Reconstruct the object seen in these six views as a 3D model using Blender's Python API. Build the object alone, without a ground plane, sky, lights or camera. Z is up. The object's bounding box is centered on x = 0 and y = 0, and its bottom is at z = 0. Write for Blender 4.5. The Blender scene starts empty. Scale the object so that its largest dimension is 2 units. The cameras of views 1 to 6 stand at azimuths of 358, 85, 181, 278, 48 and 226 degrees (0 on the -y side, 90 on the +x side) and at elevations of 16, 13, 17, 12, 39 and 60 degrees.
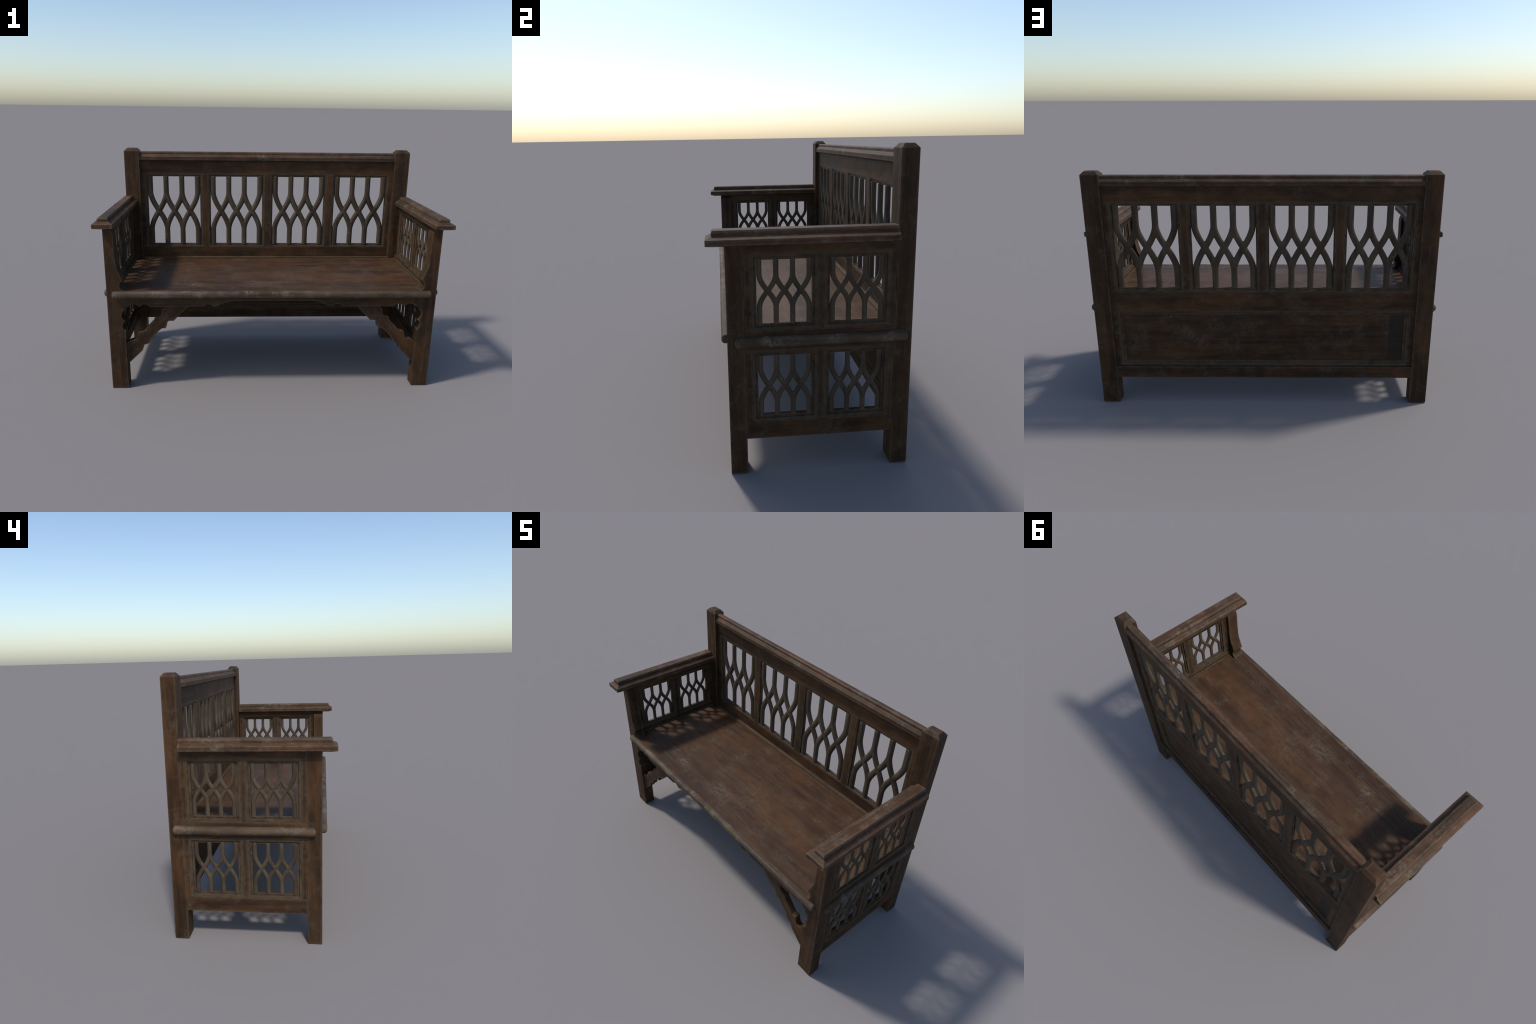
"""Carved wooden settle: posts, armrests, plank seat, pierced interlaced-arch
panels in back and sides, scalloped front legs, apron and diagonal braces."""
import bpy, bmesh, math, random
from mathutils import Vector, noise as mnoise

random.seed(7)
SCN = bpy.context.scene.collection

# ------------------------------------------------------------------ materials
def socket(node, *names):
    for n in names:
        if n in node.inputs:
            return node.inputs[n]


class Graph:
    """Tiny helper to write node trees as expressions."""
    def __init__(self, name):
        self.mat = bpy.data.materials.new(name)
        self.mat.use_nodes = True
        self.nt = self.mat.node_tree
        self.nt.nodes.clear()

    def node(self, kind, **props):
        n = self.nt.nodes.new(kind)
        for k, v in props.items():
            setattr(n, k, v)
        return n

    def link(self, a, b):
        self.nt.links.new(a, b)

    def feed(self, sock, v):
        if hasattr(v, "is_output"):
            self.link(v, sock)
        else:
            sock.default_value = v

    def math(self, op, a, b=0.0, clamp=False):
        n = self.node("ShaderNodeMath", operation=op, use_clamp=clamp)
        self.feed(n.inputs[0], a)
        self.feed(n.inputs[1], b)
        return n.outputs[0]

    def smooth(self, v, lo, hi):
        n = self.node("ShaderNodeMapRange", interpolation_type="SMOOTHSTEP")
        self.feed(n.inputs[0], v)
        n.inputs[1].default_value = lo
        n.inputs[2].default_value = hi
        return n.outputs[0]

    def mix(self, f, a, b, blend="MIX"):
        n = self.node("ShaderNodeMix", data_type="RGBA", blend_type=blend)
        self.feed(n.inputs[0], f)
        for i, v in ((6, a), (7, b)):
            self.feed(n.inputs[i], v if hasattr(v, "is_output") else (*v, 1.0))
        return n.outputs[2]

    def noise(self, vec, scale, detail=4.0, rough=0.55, w=None, distort=0.0):
        n = self.node("ShaderNodeTexNoise", noise_dimensions="4D" if w is not None else "3D")
        self.link(vec, n.inputs["Vector"])
        if w is not None:
            self.feed(n.inputs["W"], w)
        n.inputs["Scale"].default_value = scale
        n.inputs["Detail"].default_value = detail
        n.inputs["Roughness"].default_value = rough
        n.inputs["Distortion"].default_value = distort
        return n.outputs["Fac"]

    def mapping(self, vec, scale=(1, 1, 1), rot=(0, 0, 0), loc=(0, 0, 0)):
        n = self.node("ShaderNodeMapping")
        self.link(vec, n.inputs["Vector"])
        n.inputs["Scale"].default_value = scale
        n.inputs["Rotation"].default_value = rot
        n.inputs["Location"].default_value = loc
        return n.outputs["Vector"]

    def blob(self, vec, centre, radii, soft=0.5):
        """1 inside an ellipsoid, fading to 0 at its rim."""
        sub = self.node("ShaderNodeVectorMath", operation="SUBTRACT")
        self.link(vec, sub.inputs[0])
        sub.inputs[1].default_value = centre
        div = self.node("ShaderNodeVectorMath", operation="DIVIDE")
        self.link(sub.outputs[0], div.inputs[0])
        div.inputs[1].default_value = radii
        ln = self.node("ShaderNodeVectorMath", operation="LENGTH")
        self.link(div.outputs[0], ln.inputs[0])
        return self.smooth(self.math("SUBTRACT", 1.0, ln.outputs["Value"]), 0.0, soft)


PALETTE = {  # deep grain, body, warm, dust
    "frame": ((0.022, 0.0115, 0.0056), (0.050, 0.0252, 0.0110), (0.092, 0.0385, 0.0125), (0.090, 0.068, 0.045)),
    "worn":  ((0.037, 0.025, 0.016), (0.069, 0.050, 0.032), (0.080, 0.045, 0.022), (0.103, 0.082, 0.057)),
    "rim":   ((0.030, 0.019, 0.011), (0.060, 0.040, 0.024), (0.084, 0.042, 0.018), (0.092, 0.073, 0.051)),
    "rail":  ((0.029, 0.0165, 0.0090), (0.062, 0.0345, 0.0178), (0.092, 0.0360, 0.0160), (0.128, 0.102, 0.070)),
    "rod":   ((0.036, 0.023, 0.014), (0.082, 0.059, 0.038), (0.088, 0.040, 0.0190), (0.142, 0.115, 0.082)),
    "seat":  ((0.034, 0.0178, 0.0098), (0.060, 0.0317, 0.0158), (0.078, 0.0358, 0.0150), (0.104, 0.080, 0.052)),
}


def wood(name, axis, palette, dust=0.5, wear=1.0, warm=0.5, rough=0.64, tilt=0.0, extra=None):
    """Old oak: streaks along `axis`, warm and dusty patches, rubbed edges."""
    deep, body, warmc, dustc = PALETTE[palette]
    g = Graph(name)
    tc = g.node("ShaderNodeTexCoord").outputs["Object"]
    rnd = g.math("MULTIPLY", g.node("ShaderNodeObjectInfo").outputs["Random"], 37.0)
    base = g.mapping(tc, rot=(0, tilt, 0)) if tilt else tc
    stretch = [26.0, 26.0, 26.0]
    stretch["xyz".index(axis)] = 1.7
    grain_vec = g.mapping(base, scale=stretch)
    fine = [95.0, 95.0, 95.0]
    fine["xyz".index(axis)] = 7.0
    fine_vec = g.mapping(base, scale=fine)
    long = [7.0, 7.0, 7.0]
    long["xyz".index(axis)] = 2.2
    long_vec = g.mapping(base, scale=long)

    grain = g.noise(grain_vec, 1.0, 6.0, 0.6, rnd, 0.4)
    pores = g.noise(fine_vec, 1.0, 3.0, 0.6, rnd)
    patch = g.noise(long_vec, 1.0, 4.0, 0.6, g.math("ADD", rnd, 5.0))
    cloud = g.noise(tc, 11.0, 5.0, 0.62, g.math("ADD", rnd, 11.0))
    speck = g.noise(tc, 62.0, 4.0, 0.65, g.math("ADD", rnd, 19.0))

    col = g.mix(g.smooth(grain, 0.34, 0.62), deep, body)
    mottle = g.noise(g.mapping(long_vec, scale=(4.5, 4.5, 4.5)), 1.0, 4.0, 0.68, g.math("ADD", rnd, 23.0))
    col = g.mix(g.math("MULTIPLY", g.smooth(mottle, 0.52, 0.70), 0.6 * warm), col, warmc)
    col = g.mix(g.math("MULTIPLY", g.smooth(mottle, 0.46, 0.30), 0.5), col, deep)
    col = g.mix(g.math("MULTIPLY", g.smooth(patch, 0.47, 0.62), warm), col, warmc)
    col = g.mix(g.math("MULTIPLY", g.smooth(cloud, 0.50, 0.34), 0.40), col, deep)
    dusty = g.math("MULTIPLY", g.smooth(cloud, 0.48, 0.68), g.smooth(speck, 0.38, 0.58))
    col = g.mix(g.math("MULTIPLY", dusty, dust), col, dustc)
    col = g.mix(g.math("MULTIPLY", g.smooth(pores, 0.54, 0.70), 0.50), col, deep)
    col = g.mix(g.math("MULTIPLY", g.smooth(pores, 0.44, 0.28), 0.22), col, dustc)
    if extra:
        col = extra(g, tc, col, speck, pores, grain, deep, dustc)

    # rubbed, dusty edges: where a rounded normal leaves the true one
    bev = g.node("ShaderNodeBevel", samples=6)
    bev.inputs["Radius"].default_value = 0.017
    geo = g.node("ShaderNodeNewGeometry")
    dot = g.node("ShaderNodeVectorMath", operation="DOT_PRODUCT")
    g.link(bev.outputs[0], dot.inputs[0])
    g.link(geo.outputs["Normal"], dot.inputs[1])
    edge = g.smooth(g.math("SUBTRACT", 1.0, dot.outputs["Value"]), 0.001, 0.085)
    edge = g.math("MULTIPLY", edge, g.smooth(g.noise(tc, 30.0, 5.0, 0.65, g.math("ADD", rnd, 3.0)), 0.32, 0.60))
    col = g.mix(g.math("MULTIPLY", edge, 0.70 * wear), col, dustc)

    bsdf = g.node("ShaderNodeBsdfPrincipled")
    g.link(col, bsdf.inputs["Base Color"])
    g.feed(bsdf.inputs["Roughness"],
           g.math("ADD", g.math("MULTIPLY", speck, 0.22), rough - 0.11))
    socket(bsdf, "Specular IOR Level", "Specular").default_value = 0.17
    bump = g.node("ShaderNodeBump")
    bump.inputs["Strength"].default_value = 0.35
    bump.inputs["Distance"].default_value = 0.0022
    h = g.math("ADD", g.math("MULTIPLY", grain, 0.7),
               g.math("ADD", g.math("MULTIPLY", pores, 0.5), g.math("MULTIPLY", speck, 0.4)))
    g.link(h, bump.inputs["Height"])
    g.link(bump.outputs[0], bsdf.inputs["Normal"])
    out = g.node("ShaderNodeOutputMaterial")
    g.link(bsdf.outputs[0], out.inputs["Surface"])
    return g.mat


def seat_marks(g, tc, col, speck, pores, grain, deep, dustc):
    """Rubbed pale patches, scratches and a dark knot on the seat boards."""
    breakup = g.math("MULTIPLY", g.smooth(g.noise(g.mapping(tc, scale=(30, 60, 30)), 1.0, 8.0, 0.78), 0.38, 0.66),
                     g.smooth(speck, 0.30, 0.55))
    big = g.blob(tc, (-0.065, -0.205, 0.62), (0.17, 0.080, 0.2), 1.0)
    small = g.blob(tc, (-0.455, -0.225, 0.62), (0.10, 0.05, 0.2), 1.0)
    mid = g.blob(tc, (0.12, -0.09, 0.62), (0.33, 0.14, 0.2), 1.0)
    pale = g.math("MAXIMUM", g.math("MAXIMUM", big, small), g.math("MULTIPLY", mid, 0.30))
    col = g.mix(g.math("MULTIPLY", g.math("MULTIPLY", pale, breakup), 0.95), col, (0.132, 0.105, 0.076))
    knot = g.blob(tc, (0.26, 0.165, 0.62), (0.10, 0.030, 0.2), 0.8)
    sep = g.node("ShaderNodeSeparateXYZ")
    g.link(tc, sep.inputs[0])
    seam = g.smooth(g.math("ABSOLUTE", g.math("ADD", sep.outputs["Y"], 0.2687)), 0.0048, 0.0020)
    col = g.mix(g.math("MULTIPLY", seam, 0.9), col, (0.012, 0.008, 0.006))
    col = g.mix(g.math("MULTIPLY", g.math("MULTIPLY", knot, g.smooth(grain, 0.62, 0.40)), 0.9), col, (0.018, 0.011, 0.009))
    # a few long shallow scratches: thin level lines of a slow, stretched noise
    ridge = g.math("ABSOLUTE", g.math("SUBTRACT", g.noise(g.mapping(tc, scale=(1.3, 5.5, 1), rot=(0, 0, 0.35)), 1.0, 1.0), 0.47))
    scratch = g.math("MULTIPLY", g.smooth(ridge, 0.0045, 0.0015), g.smooth(g.noise(tc, 9.0, 4.0), 0.50, 0.62))
    return g.mix(g.math("MULTIPLY", scratch, 0.35), col, dustc)


def board_marks(g, tc, col, speck, pores, grain, deep, dustc):
    """A hard-edged stain at one end of the low back board, and bloom."""
    sep = g.node("ShaderNodeSeparateXYZ")
    g.link(tc, sep.inputs[0])
    dark_square = g.smooth(sep.outputs["X"], -0.721, -0.727)
    bloom = g.math("MULTIPLY", g.smooth(g.noise(tc, 7.0, 6.0, 0.68), 0.46, 0.68), g.smooth(speck, 0.35, 0.6))
    col = g.mix(g.math("MULTIPLY", bloom, 0.38), col, (0.078, 0.063, 0.050))
    return g.mix(g.math("MULTIPLY", dark_square, 0.75), col, (0.019, 0.0155, 0.0125))


def rail_marks(g, tc, col, speck, pores, grain, deep, dustc):
    """Two dark scorched bands near the middle of the bottom rail."""
    a = g.blob(tc, (0.13, 0.4, 0.2), (0.028, 1.0, 1.0), 0.5)
    b = g.blob(tc, (0.022, 0.4, 0.2), (0.030, 1.0, 1.0), 0.5)
    return g.mix(g.math("MULTIPLY", g.math("MAXIMUM", a, b), 0.6), col, (0.017, 0.012, 0.009))


MAT = {}
for ax in "xyz":
    MAT["frame_" + ax] = wood("oak_frame_" + ax, ax, "frame", dust=0.45, warm=0.55)
    MAT["worn_" + ax] = wood("oak_worn_" + ax, ax, "worn", dust=0.55, warm=0.35)
    MAT["rail_" + ax] = wood("oak_rubbed_rail_" + ax, ax, "rail", dust=0.7, warm=0.65, wear=1.1)
    MAT["rim_" + ax] = wood("oak_rim_" + ax, ax, "rim", dust=0.55, warm=0.45, wear=0.8)
    MAT["rod_" + ax] = wood("oak_rubbed_rod_" + ax, ax, "rod", dust=0.8, warm=0.6, wear=0.4)
MAT["brace_right"] = wood("oak_brace_falling", "x", "frame", dust=0.5, warm=0.6, tilt=-math.pi / 4)
MAT["brace_left"] = wood("oak_brace_rising", "x", "frame", dust=0.5, warm=0.6, tilt=math.pi / 4)
MAT["seat"] = wood("oak_seat", "x", "seat", dust=0.45, wear=0.8, warm=0.8, rough=0.52, extra=seat_marks)
MAT["board"] = wood("oak_back_board", "x", "frame", dust=0.5, wear=0.6, warm=0.4, extra=board_marks)
MAT["low_rail"] = wood("oak_low_rail", "x", "frame", dust=0.45, warm=0.55, extra=rail_marks)

# ------------------------------------------------------------------- geometry
def add_object(name, me, parent, mat=None, loc=None, angle=35):
    ob = bpy.data.objects.new(name, me)
    SCN.objects.link(ob)
    ob.parent = parent
    if loc is not None:
        ob.location = loc
    wn = ob.modifiers.new("flat_faces", "WEIGHTED_NORMAL")
    wn.keep_sharp, wn.weight = True, 80
    if mat is not None and not me.materials:
        me.materials.append(MAT[mat])
    return ob


def finish(bm, name, bevel=0.0, segs=2, angle=35):
    bmesh.ops.recalc_face_normals(bm, faces=bm.faces)
    if bevel:
        sharp = [e for e in bm.edges if len(e.link_faces) == 2 and e.calc_face_angle(0) > math.radians(28)]
        bmesh.ops.bevel(bm, geom=sharp, offset=bevel, segments=segs, profile=0.5,
                        affect="EDGES", clamp_overlap=True)
    me = bpy.data.meshes.new(name)
    bm.to_mesh(me)
    bm.free()
    for p in me.polygons:
        p.use_smooth = True
    me.set_sharp_from_angle(angle=math.radians(angle))
    return me


def add_box(bm, x0, x1, y0, y1, z0, z1):
    v = [bm.verts.new((x, y, z)) for x in (x0, x1) for y in (y0, y1) for z in (z0, z1)]
    for q in ((0, 1, 3, 2), (4, 6, 7, 5), (0, 4, 5, 1), (2, 3, 7, 6), (0, 2, 6, 4), (1, 5, 7, 3)):
        bm.faces.new([v[i] for i in q])


def box(name, parent, mat, x, y, z, bevel=0.002):
    bm = bmesh.new()
    add_box(bm, *x, *y, *z)
    return add_object(name, finish(bm, name, bevel), parent, mat)


def loft(bm, rings, close=True):
    """Skin a stack of equal-length closed rings; cap both ends."""
    vs = [[bm.verts.new(p) for p in r] for r in rings]
    n = len(vs[0])
    for a, b in zip(vs, vs[1:]):
        for i in range(n):
            j = (i + 1) % n
            bm.faces.new((a[i], a[j], b[j], b[i]))
    if close:
        bm.faces.new(list(reversed(vs[0])))
        bm.faces.new(vs[-1])


def rect_ring(x0, x1, y0, y1, z):
    return [(x0, y0, z), (x1, y0, z), (x1, y1, z), (x0, y1, z)]


def curve(*segments, steps=5):
    """Outline from runs of control points: Catmull-Rom inside a run, corners between runs."""
    out = []
    for run in segments:
        if len(run) < 3:
            pts = list(run)
        else:
            pts, n = [], len(run)
            for i in range(n - 1):
                p0, p1, p2, p3 = run[max(i - 1, 0)], run[i], run[i + 1], run[min(i + 2, n - 1)]
                for k in range(steps):
                    t = k / steps
                    pts.append(tuple(0.5 * (2 * b + (c - a) * t + (2 * a - 5 * b + 4 * c - d) * t * t
                                            + (3 * b - a - 3 * c + d) * t ** 3)
                                     for a, b, c, d in zip(p0, p1, p2, p3)))
            pts.append(run[-1])
        for p in pts:
            if not out or math.dist(out[-1], p) > 1e-4:
                out.append(p)
    return out


def slab(name, parent, mat, outline, y0, y1, bevel=0.002, mirror=False):
    """A board cut to an (x, z) outline, its faces at y0 and y1."""
    bm = bmesh.new()
    s = -1 if mirror else 1
    front = [bm.verts.new((s * x, y0, z)) for x, z in outline]
    back = [bm.verts.new((s * x, y1, z)) for x, z in outline]
    n = len(outline)
    rim = []
    for i in range(n):
        j = (i + 1) % n
        bm.faces.new((front[i], front[j], back[j], back[i]))
    f, b = bm.faces.new(front), bm.faces.new(list(reversed(back)))
    bmesh.ops.recalc_face_normals(bm, faces=bm.faces)
    rim = list(set(f.edges) | set(b.edges))
    bmesh.ops.bevel(bm, geom=rim, offset=bevel, segments=2, profile=0.5, affect="EDGES", clamp_overlap=True)
    return add_object(name, finish(bm, name, 0, angle=30), parent, mat)


def half_round(name, parent, mat, a, b, radius, wobble=0.0008, seed=0.0, square=2.0):
    """A round-ended rod along a->b, its surface slightly worn out of true."""
    a, b = Vector(a), Vector(b)
    d = (b - a).normalized()
    side = Vector((0, 0, 1))
    other = d.cross(side)
    length = (b - a).length
    stations = []
    for k in range(7):
        t = k / 6 * math.pi / 2
        stations.append((radius * 0.62 * (1 - math.cos(t)), radius * max(math.sin(t), 0.03) ** 0.8))
    n = max(8, int(length / 0.012))
    body = [(radius * 0.62 + (length - 2 * radius * 0.62) * k / n, radius) for k in range(1, n)]
    ends = [(length - s, r) for s, r in reversed(stations)]
    bm = bmesh.new()
    rings = []
    for s, r in stations + body + ends:
        ring = []
        for q in range(28):
            t = q / 28 * math.tau
            r2 = r * (abs(math.sin(t)) ** square + abs(math.cos(t)) ** square) ** (-1 / square)
            p = a + d * s + (side * math.sin(t) + other * math.cos(t)) * r2
            w = (mnoise.noise(p * 30 + Vector((seed, 0, 0))) + 0.8 * mnoise.noise(p * 11 + Vector((seed, 3, 0)))) * wobble
            ring.append(p + (side * math.sin(t) + other * math.cos(t)) * w)
        rings.append(ring)
    loft(bm, rings)
    return add_object(name, finish(bm, name, 0, angle=50), parent, mat)


# ---- pierced panel: moulded rim and the interlaced-arch lattice (made in an XZ plane)
def moulding_mesh(name, w, h, depth, margin, chamfer=0.010, drop=0.008, lip=0.007, margin_z=None):
    """Mitred rim: chamfer from the frame face, a small quirk, then a thin inner lip."""
    half = depth / 2
    prof = [(0, -half + 0.0008), (chamfer, -half + drop), (chamfer, -lip), (margin, -lip),
            (margin, lip), (chamfer, lip), (chamfer, half - drop), (0, half - 0.0008)]
    bm = bmesh.new()
    rings = []
    for inset, y in prof:
        x = w / 2 - inset
        z = h / 2 - (margin_z if margin_z and inset == margin else inset)
        rings.append([(-x, y, -z), (x, y, -z), (x, y, z), (-x, y, z)])
    vs = [[bm.verts.new(p) for p in r] for r in rings]
    m = len(vs)
    for k in range(m):
        a, b = vs[k], vs[(k + 1) % m]
        for i in range(4):
            j = (i + 1) % 4
            f = bm.faces.new((a[i], a[j], b[j], b[i]))
            f.material_index = 1 if 1 <= k <= 5 else 0     # the sunk lip stays dark
    me = finish(bm, name, 0.0008, 1)
    me.materials.append(MAT["rim_x"])
    me.materials.append(MAT["frame_x"])
    return me


def strand(bm, pts, wide, deep):
    """Sweep a chamfered bar section along points in the XZ plane."""
    c = 0.30
    sect = [(-.5, -.5 + c), (-.5 + c, -.5), (.5 - c, -.5), (.5, -.5 + c),
            (.5, .5 - c), (.5 - c, .5), (-.5 + c, .5), (-.5, .5 - c)]
    rings = []
    for i, (x, z) in enumerate(pts):
        x0, z0 = pts[max(i - 1, 0)]
        x1, z1 = pts[min(i + 1, len(pts) - 1)]
        tx, tz = x1 - x0, z1 - z0
        ln = math.hypot(tx, tz)
        nx, nz = tz / ln, -tx / ln
        rings.append([(x + nx * a * wide, b * deep, z + nz * a * wide) for a, b in sect])
    loft(bm, rings)


def lattice_mesh(name, w, h, wide, deep, voxel, cross_z):
    """Four uprights that split into crossing ogee strands and join again."""
    pitch = (w - wide) / 3
    bars = [-w / 2 + wide / 2 + pitch * i for i in range(4)]
    top, bot = h / 2 + 0.004, -h / 2 - 0.004
    z_at = lambda f: h / 2 - f * h
    cross, curl, pull = 0.5 - cross_z / h, 0.225, 0.332
    bm = bmesh.new()
    for i in range(3):
        for a, b in ((bars[i], bars[i + 1]), (bars[i + 1], bars[i])):
            mid = (a + b) / 2
            pts = [(a, top), (a, z_at(curl * 0.5))]
            for k in range(11):
                t = k / 10
                q = (1 - t) ** 2, 2 * t * (1 - t), t * t
                pts.append((q[0] * a + q[1] * a + q[2] * mid,
                            z_at(q[0] * curl + q[1] * pull + q[2] * cross)))
            for k in range(1, 11):
                t = 1 - k / 10
                q = (1 - t) ** 2, 2 * t * (1 - t), t * t
                pts.append((q[0] * b + q[1] * b + q[2] * mid,
                            z_at(2 * cross - (q[0] * curl + q[1] * pull + q[2] * cross))))
            pts += [(b, z_at(1 - curl * 0.45)), (b, bot)]
            strand(bm, pts, wide, deep)
    bmesh.ops.recalc_face_normals(bm, faces=bm.faces)
    me = bpy.data.meshes.new(name + "_raw")
    bm.to_mesh(me)
    bm.free()
    ob = bpy.data.objects.new(name + "_raw", me)
    SCN.objects.link(ob)
    r = ob.modifiers.new("weld", "REMESH")
    r.mode, r.voxel_size, r.use_smooth_shade = "VOXEL", voxel, True
    s = ob.modifiers.new("ease", "SMOOTH")
    s.factor, s.iterations = 0.5, 4
    d = ob.modifiers.new("thin", "DECIMATE")
    d.ratio = 0.45
    dg = bpy.context.evaluated_depsgraph_get()
    new = bpy.data.meshes.new_from_object(ob.evaluated_get(dg))
    new.name = name
    bpy.data.objects.remove(ob)
    bpy.data.meshes.remove(me)
    for p in new.polygons:
        p.use_smooth = True
    return new


# ------------------------------------------------------------------ the bench
bench = bpy.data.objects.new("wooden_bench", None)
SCN.objects.link(bench)
bench["label"] = "old dark carved oak settle with interlaced arch panels"
bench["category"] = "wooden bench"

X_OUT, X_IN = 0.9612, 0.8645        # outer and inner faces of the posts
Y_FRONT, Y_BACK = -0.3458, 0.420    # front of the front legs, back of the back posts
SEAT = 0.6172

# --- back posts with chamfered heads
for s in (-1, 1):
    bm = bmesh.new()
    x0, x1 = sorted((s * (X_IN - 0.002), s * X_OUT))
    i = 0.0185
    loft(bm, [rect_ring(x0, x1, 0.346, Y_BACK, 0), rect_ring(x0, x1, 0.346, Y_BACK, 1.3555),
              rect_ring(x0 + i, x1 - i, 0.346 + i * .85, Y_BACK - i * .85, 1.3735)])
    add_object("back_post", finish(bm, "back_post", 0.0020), bench, "frame_z")

# --- front legs: scalloped below the seat, ogee above
leg_inner = curve(
    [(0.8650, 0.0), (0.8645, 0.3765)],
    [(0.8670, 0.3765), (0.8760, 0.383), (0.8822, 0.397), (0.8810, 0.413), (0.8740, 0.425), (0.8660, 0.4325)],
    [(0.8660, 0.4325), (0.8770, 0.4440), (0.8832, 0.458), (0.8836, 0.474), (0.8780, 0.491), (0.8685, 0.5030), (0.8645, 0.5150)],
    [(0.8645, 0.5750), (0.8645, 0.6190)],
    [(0.8700, 0.6212), (0.8800, 0.6300), (0.8848, 0.6430), (0.8840, 0.6570), (0.8770, 0.6700), (0.8670, 0.6805)],
    [(0.8670, 0.6840), (0.8775, 0.7060), (0.8885, 0.7335), (0.8965, 0.7620), (0.9015, 0.7950), (0.9040, 0.8450),
     (0.9035, 0.9050), (0.9035, 0.9400), (0.9060, 0.9600), (0.9130, 0.9750), (0.9230, 0.9850), (0.9270, 0.9945)])
leg_outline = [(X_OUT, 0.0)] + leg_inner + [(X_OUT, 0.9945)]
for s in (-1, 1):
    slab("front_leg", bench, "frame_z", leg_outline, Y_FRONT, -0.2745, 0.0026, mirror=s < 0)

# --- armrests: a thick bevelled board with a narrower cap board on it
for s in (-1, 1):
    def ring(x0, x1, y0, y1, z):
        a, b = sorted((s * x0, s * x1))
        return rect_ring(a, b, y0, y1, z)
    bm = bmesh.new()
    loft(bm, [ring(0.897, 0.9705, -0.391, 0.345, 0.9940), ring(0.888, 1.0, -0.419, 0.345, 1.0015),
              ring(0.888, 1.0, -0.419, 0.345, 1.0250), ring(0.9110, 0.9765, -0.397, 0.345, 1.0375)])
    arm = add_object("armrest", finish(bm, "armrest", 0.0014), bench, "rail_y")
    bm = bmesh.new()
    loft(bm, [ring(0.9135, 0.9745, -0.3950, 0.345, 1.0300), ring(0.9135, 0.9745, -0.3950, 0.345, 1.0500),
              ring(0.9200, 0.9680, -0.3890, 0.345, 1.0580)])
    add_object("armrest_cap", finish(bm, "armrest_cap", 0.0013), arm, "rail_y")

# --- crest rail on the back
bm = bmesh.new()
loft(bm, [rect_ring(-0.8640, 0.8640, 0.358, 0.408, 1.2930), rect_ring(-0.8640, 0.8640, 0.352, 0.4155, 1.2985),
          rect_ring(-0.8640, 0.8640, 0.352, 0.4155, 1.3200), rect_ring(-0.8640, 0.8640, 0.3660, 0.4030, 1.3340)])
crest = add_object("crest_rail", finish(bm, "crest_rail", 0.0014), bench, "rail_x")
bm = bmesh.new()
loft(bm, [rect_ring(-0.8635, 0.8635, 0.3685, 0.4015, 1.3290), rect_ring(-0.8635, 0.8635, 0.3685, 0.4015, 1.3470),
          rect_ring(-0.8635, 0.8635, 0.3745, 0.3955, 1.3520)])
add_object("crest_cap", finish(bm, "crest_cap", 0.0013), crest, "rail_x")

# --- backrest frame, four pierced panels and the low board
BF, BB = 0.3700, 0.4035            # front and back of the back frame
P_W, P_Z0, P_Z1, PITCH = 0.3840, 0.6975, 1.2055, 0.4272
P_X = [PITCH * (k - 1.5) for k in range(4)]
edge_x = P_X[3] + P_W / 2
bm = bmesh.new()
add_box(bm, -0.8640, 0.8640, BF, BB, P_Z1, 1.2960)
add_box(bm, -0.8640, 0.8640, BF, BB, 0.5795, P_Z0)
add_box(bm, -0.8640, 0.8640, BF, BB, 0.2200, 0.2390)
for s in (-1, 1):
    for za, zb in ((P_Z0, P_Z1), (0.2390, 0.5795)):
        add_box(bm, *sorted((s * edge_x, s * 0.8640)), BF, BB, za, zb)
back = add_object("backrest", finish(bm, "backrest", 0.0014), bench, "frame_x")
for k in range(3):
    xm = (P_X[k] + P_X[k + 1]) / 2
    hw = (PITCH - P_W) / 2
    box("mullion", back, "frame_z", (xm - hw, xm + hw), (BF, BB), (P_Z0, P_Z1), 0.0014)
MARGIN, MARGIN_Z = 0.0145, 0.0195
yl = 0.3838                        # middle of the back lattice
yc, zc, ph = (BF + BB) / 2, (P_Z0 + P_Z1) / 2, P_Z1 - P_Z0
rim = moulding_mesh("panel_moulding", P_W, ph, BB - BF, MARGIN, 0.0085, 0.0030, 0.0075, MARGIN_Z)
lat = lattice_mesh("lattice", P_W - 2 * MARGIN, ph - 2 * MARGIN_Z, 0.0350, 0.0238, 0.0022, 0.9490 - zc)
for x in P_X:
    add_object("panel_moulding", rim, back, "worn_x", (x, yc, zc))
    add_object("lattice", lat, back, "worn_z", (x, yl, zc))
low = moulding_mesh("board_moulding", 2 * edge_x, 0.5795 - 0.2390, BB - BF, 0.026, 0.012, 0.0035, 0.0085)
add_object("board_moulding", low, back, "worn_x", (0, yc, (0.5795 + 0.2390) / 2))
box("back_board", back, "board", (-edge_x + 0.024, edge_x - 0.024), (0.3745, 0.3875), (0.263, 0.553), 0.001)
box("low_rail", back, "low_rail", (-0.8640, 0.8640), (0.3680, 0.4165), (0.1615, 0.2325), 0.0026)

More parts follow.
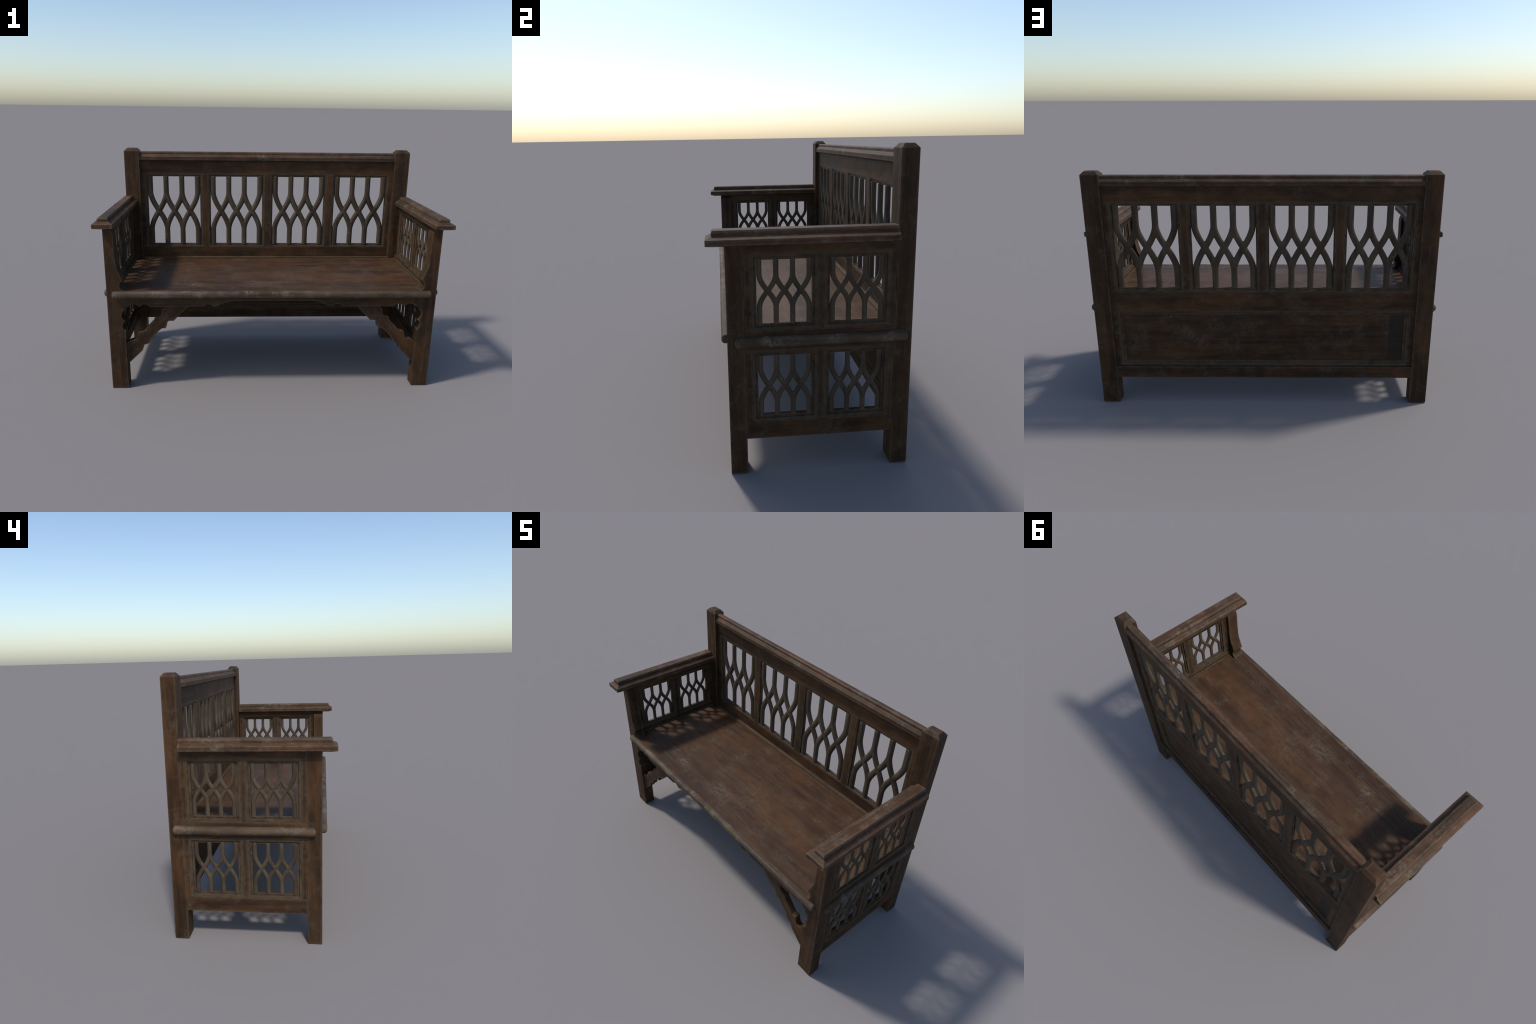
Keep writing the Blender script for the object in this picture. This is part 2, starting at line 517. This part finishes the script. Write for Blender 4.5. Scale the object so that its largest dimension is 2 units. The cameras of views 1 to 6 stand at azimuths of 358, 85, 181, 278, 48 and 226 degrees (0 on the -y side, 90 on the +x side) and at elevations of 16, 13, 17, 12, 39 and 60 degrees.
# --- sides: frame, two rows of two pierced panels, bead at seat height
SO, SI = 0.9598, 0.9225            # outer and inner faces of the side frames
S_W, S_M, S_MZ = 0.2710, 0.0230, 0.0260
S_Y = [-0.1110, 0.1862]
ROWS = [(0.2370, 0.5530), (0.6415, 0.9580)]
S_CROSS = [-0.0025, 0.0040]
side_depth = SO - SI
s_rim = [moulding_mesh("panel_moulding_side", S_W, b - a, side_depth, S_M, 0.0125, 0.0035, 0.0075, S_MZ) for a, b in ROWS]
s_lat = [lattice_mesh("lattice_side", S_W - 2 * S_M - 0.002, b - a - 2 * S_MZ, 0.0215, 0.0165, 0.0016, c)
         for (a, b), c in zip(ROWS, S_CROSS)]
for s in (-1, 1):
    xs = sorted((s * SI, s * SO))
    xm = s * (SI + SO) / 2
    bm = bmesh.new()
    rx = sorted((s * 0.9160, s * SO))          # rails stand a little proud of the stiles inside
    add_box(bm, *rx, -0.2742, 0.3458, 0.1600, ROWS[0][0])
    add_box(bm, *rx, -0.2742, 0.3458, ROWS[0][1], ROWS[1][0])
    add_box(bm, *rx, -0.2742, 0.3458, ROWS[1][1], 0.9942)
    for a, b in ROWS:
        add_box(bm, *xs, -0.2742, S_Y[0] - S_W / 2, a, b)
        add_box(bm, *xs, S_Y[1] + S_W / 2, 0.3458, a, b)
    side = add_object("side_panel", finish(bm, "side_panel", 0.0013), bench, "frame_y")
    for r, (a, b) in enumerate(ROWS):
        box("mullion", side, "frame_z", xs, (S_Y[0] + S_W / 2, S_Y[1] - S_W / 2), (a, b), 0.0013)
        for y in S_Y:
            for kind, me, mat in (("panel_moulding", s_rim[r], "worn_x"), ("lattice", s_lat[r], "worn_z")):
                o = add_object(kind, me, side, mat, (s * 0.9448 if kind == "lattice" else xm, y, (a + b) / 2))
                o.rotation_euler = (0, 0, math.pi / 2)
    half_round("side_bead", side, "rod_y", (s * 0.9610, -0.318, 0.5940), (s * 0.9610, 0.4010, 0.5940), 0.0240, seed=s)
    box("seat_ledge", side, "rim_y", sorted((s * 0.9055, s * 0.9240)), (-0.2742, 0.3460), (SEAT - 0.02, SEAT + 0.0085), 0.002)

# --- seat: two planks, rounded nosing, back ledge
seat = box("seat", bench, "seat", (-0.9250, 0.9250), (-0.2685, 0.3720), (0.5800, SEAT), 0.0015)
box("front_plank", seat, "seat", (-0.8640, 0.8640), (-0.3460, -0.2690), (0.5795, SEAT + 0.0004), 0.0015)
half_round("nosing", seat, "rod_x", (-0.9300, -0.3490, 0.5985), (0.9300, -0.3490, 0.5985), 0.0206, 0.0013, 4.0, 2.7)
box("seat_ledge", seat, "rim_x", (-0.8640, 0.8640), (0.3470, 0.3720), (SEAT - 0.02, SEAT + 0.0085), 0.002)

# --- apron with scallops at both ends, diagonal braces
half = curve(
    [(0.8640, 0.5190), (0.8449, 0.5190)],
    [(0.8449, 0.5190), (0.8380, 0.5260), (0.8290, 0.5340), (0.8137, 0.5380), (0.7980, 0.5345), (0.7850, 0.5235)],
    [(0.7850, 0.5225), (0.7730, 0.5225)],
    [(0.7730, 0.5235), (0.7610, 0.5330), (0.7452, 0.5370), (0.7300, 0.5300), (0.7210, 0.5220), (0.7110, 0.5190)],
    [(0.7110, 0.5190), (0.4060, 0.5215)],
    [(0.4050, 0.5225), (0.3940, 0.5325), (0.3757, 0.5370), (0.3580, 0.5300), (0.3490, 0.5215)],
    [(0.3430, 0.5207), (0.3320, 0.5235), (0.2880, 0.5440), (0.2510, 0.5540), (0.2290, 0.5565)],
    [(0.2290, 0.5565), (0.0, 0.5570)])
apron = [(x, z) for x, z in half] + [(-x, z) for x, z in reversed(half[:-1])]
apron = [(0.8640, 0.5850)] + apron + [(-0.8640, 0.5850)]
slab("apron", bench, "frame_x", apron, -0.3425, -0.3050, 0.0022)

brace = curve(
    [(0.8640, 0.1525), (0.8529, 0.1620), (0.7739, 0.2400)][0:2], [(0.8529, 0.1620), (0.7739, 0.2400)],
    [(0.7739, 0.2400), (0.7690, 0.2560), (0.7655, 0.2700), (0.7585, 0.2785)],
    [(0.7596, 0.2789), (0.7490, 0.2795), (0.7386, 0.2847)], [(0.7386, 0.2847), (0.7300, 0.2885), (0.7270, 0.2980), (0.7206, 0.3173)],
    [(0.7206, 0.3173), (0.6646, 0.3734)],
    [(0.6646, 0.3734), (0.6560, 0.3800), (0.6478, 0.3823), (0.6380, 0.3815), (0.6312, 0.3836)],
    [(0.6312, 0.3836), (0.6266, 0.3979), (0.6270, 0.4080), (0.6218, 0.4180)],
    [(0.6218, 0.4180), (0.6150, 0.4265), (0.6050, 0.4291), (0.5900, 0.4285), (0.5824, 0.4299)],
    [(0.5824, 0.4299), (0.5632, 0.4511)], [(0.5632, 0.4511), (0.4880, 0.5250)],
    [(0.6400, 0.5250), (0.6391, 0.5088)],
    [(0.6391, 0.5088), (0.6490, 0.5030), (0.6518, 0.4957), (0.6520, 0.4850), (0.6546, 0.4737)],
    [(0.6546, 0.4737), (0.6590, 0.4620), (0.6696, 0.4560), (0.6800, 0.4550), (0.6861, 0.4526)],
    [(0.6861, 0.4526), (0.6954, 0.4473), (0.6972, 0.4317)],
    [(0.6972, 0.4317), (0.7640, 0.3605)],
    [(0.7640, 0.3605), (0.7720, 0.3590), (0.7806, 0.3583), (0.7890, 0.3580), (0.7953, 0.3517)],
    [(0.7953, 0.3517), (0.7955, 0.3410), (0.7984, 0.3314), (0.8030, 0.3190), (0.8118, 0.3111)],
    [(0.8118, 0.3111), (0.8200, 0.3095), (0.8285, 0.3080), (0.8380, 0.3065), (0.8453, 0.3022)],
    [(0.8453, 0.3022), (0.8560, 0.2960), (0.8640, 0.2860)], steps=4)
for s in (-1, 1):
    slab("brace", bench, "brace_left" if s < 0 else "brace_right", brace, -0.3320, -0.2980, 0.0018, mirror=s < 0)
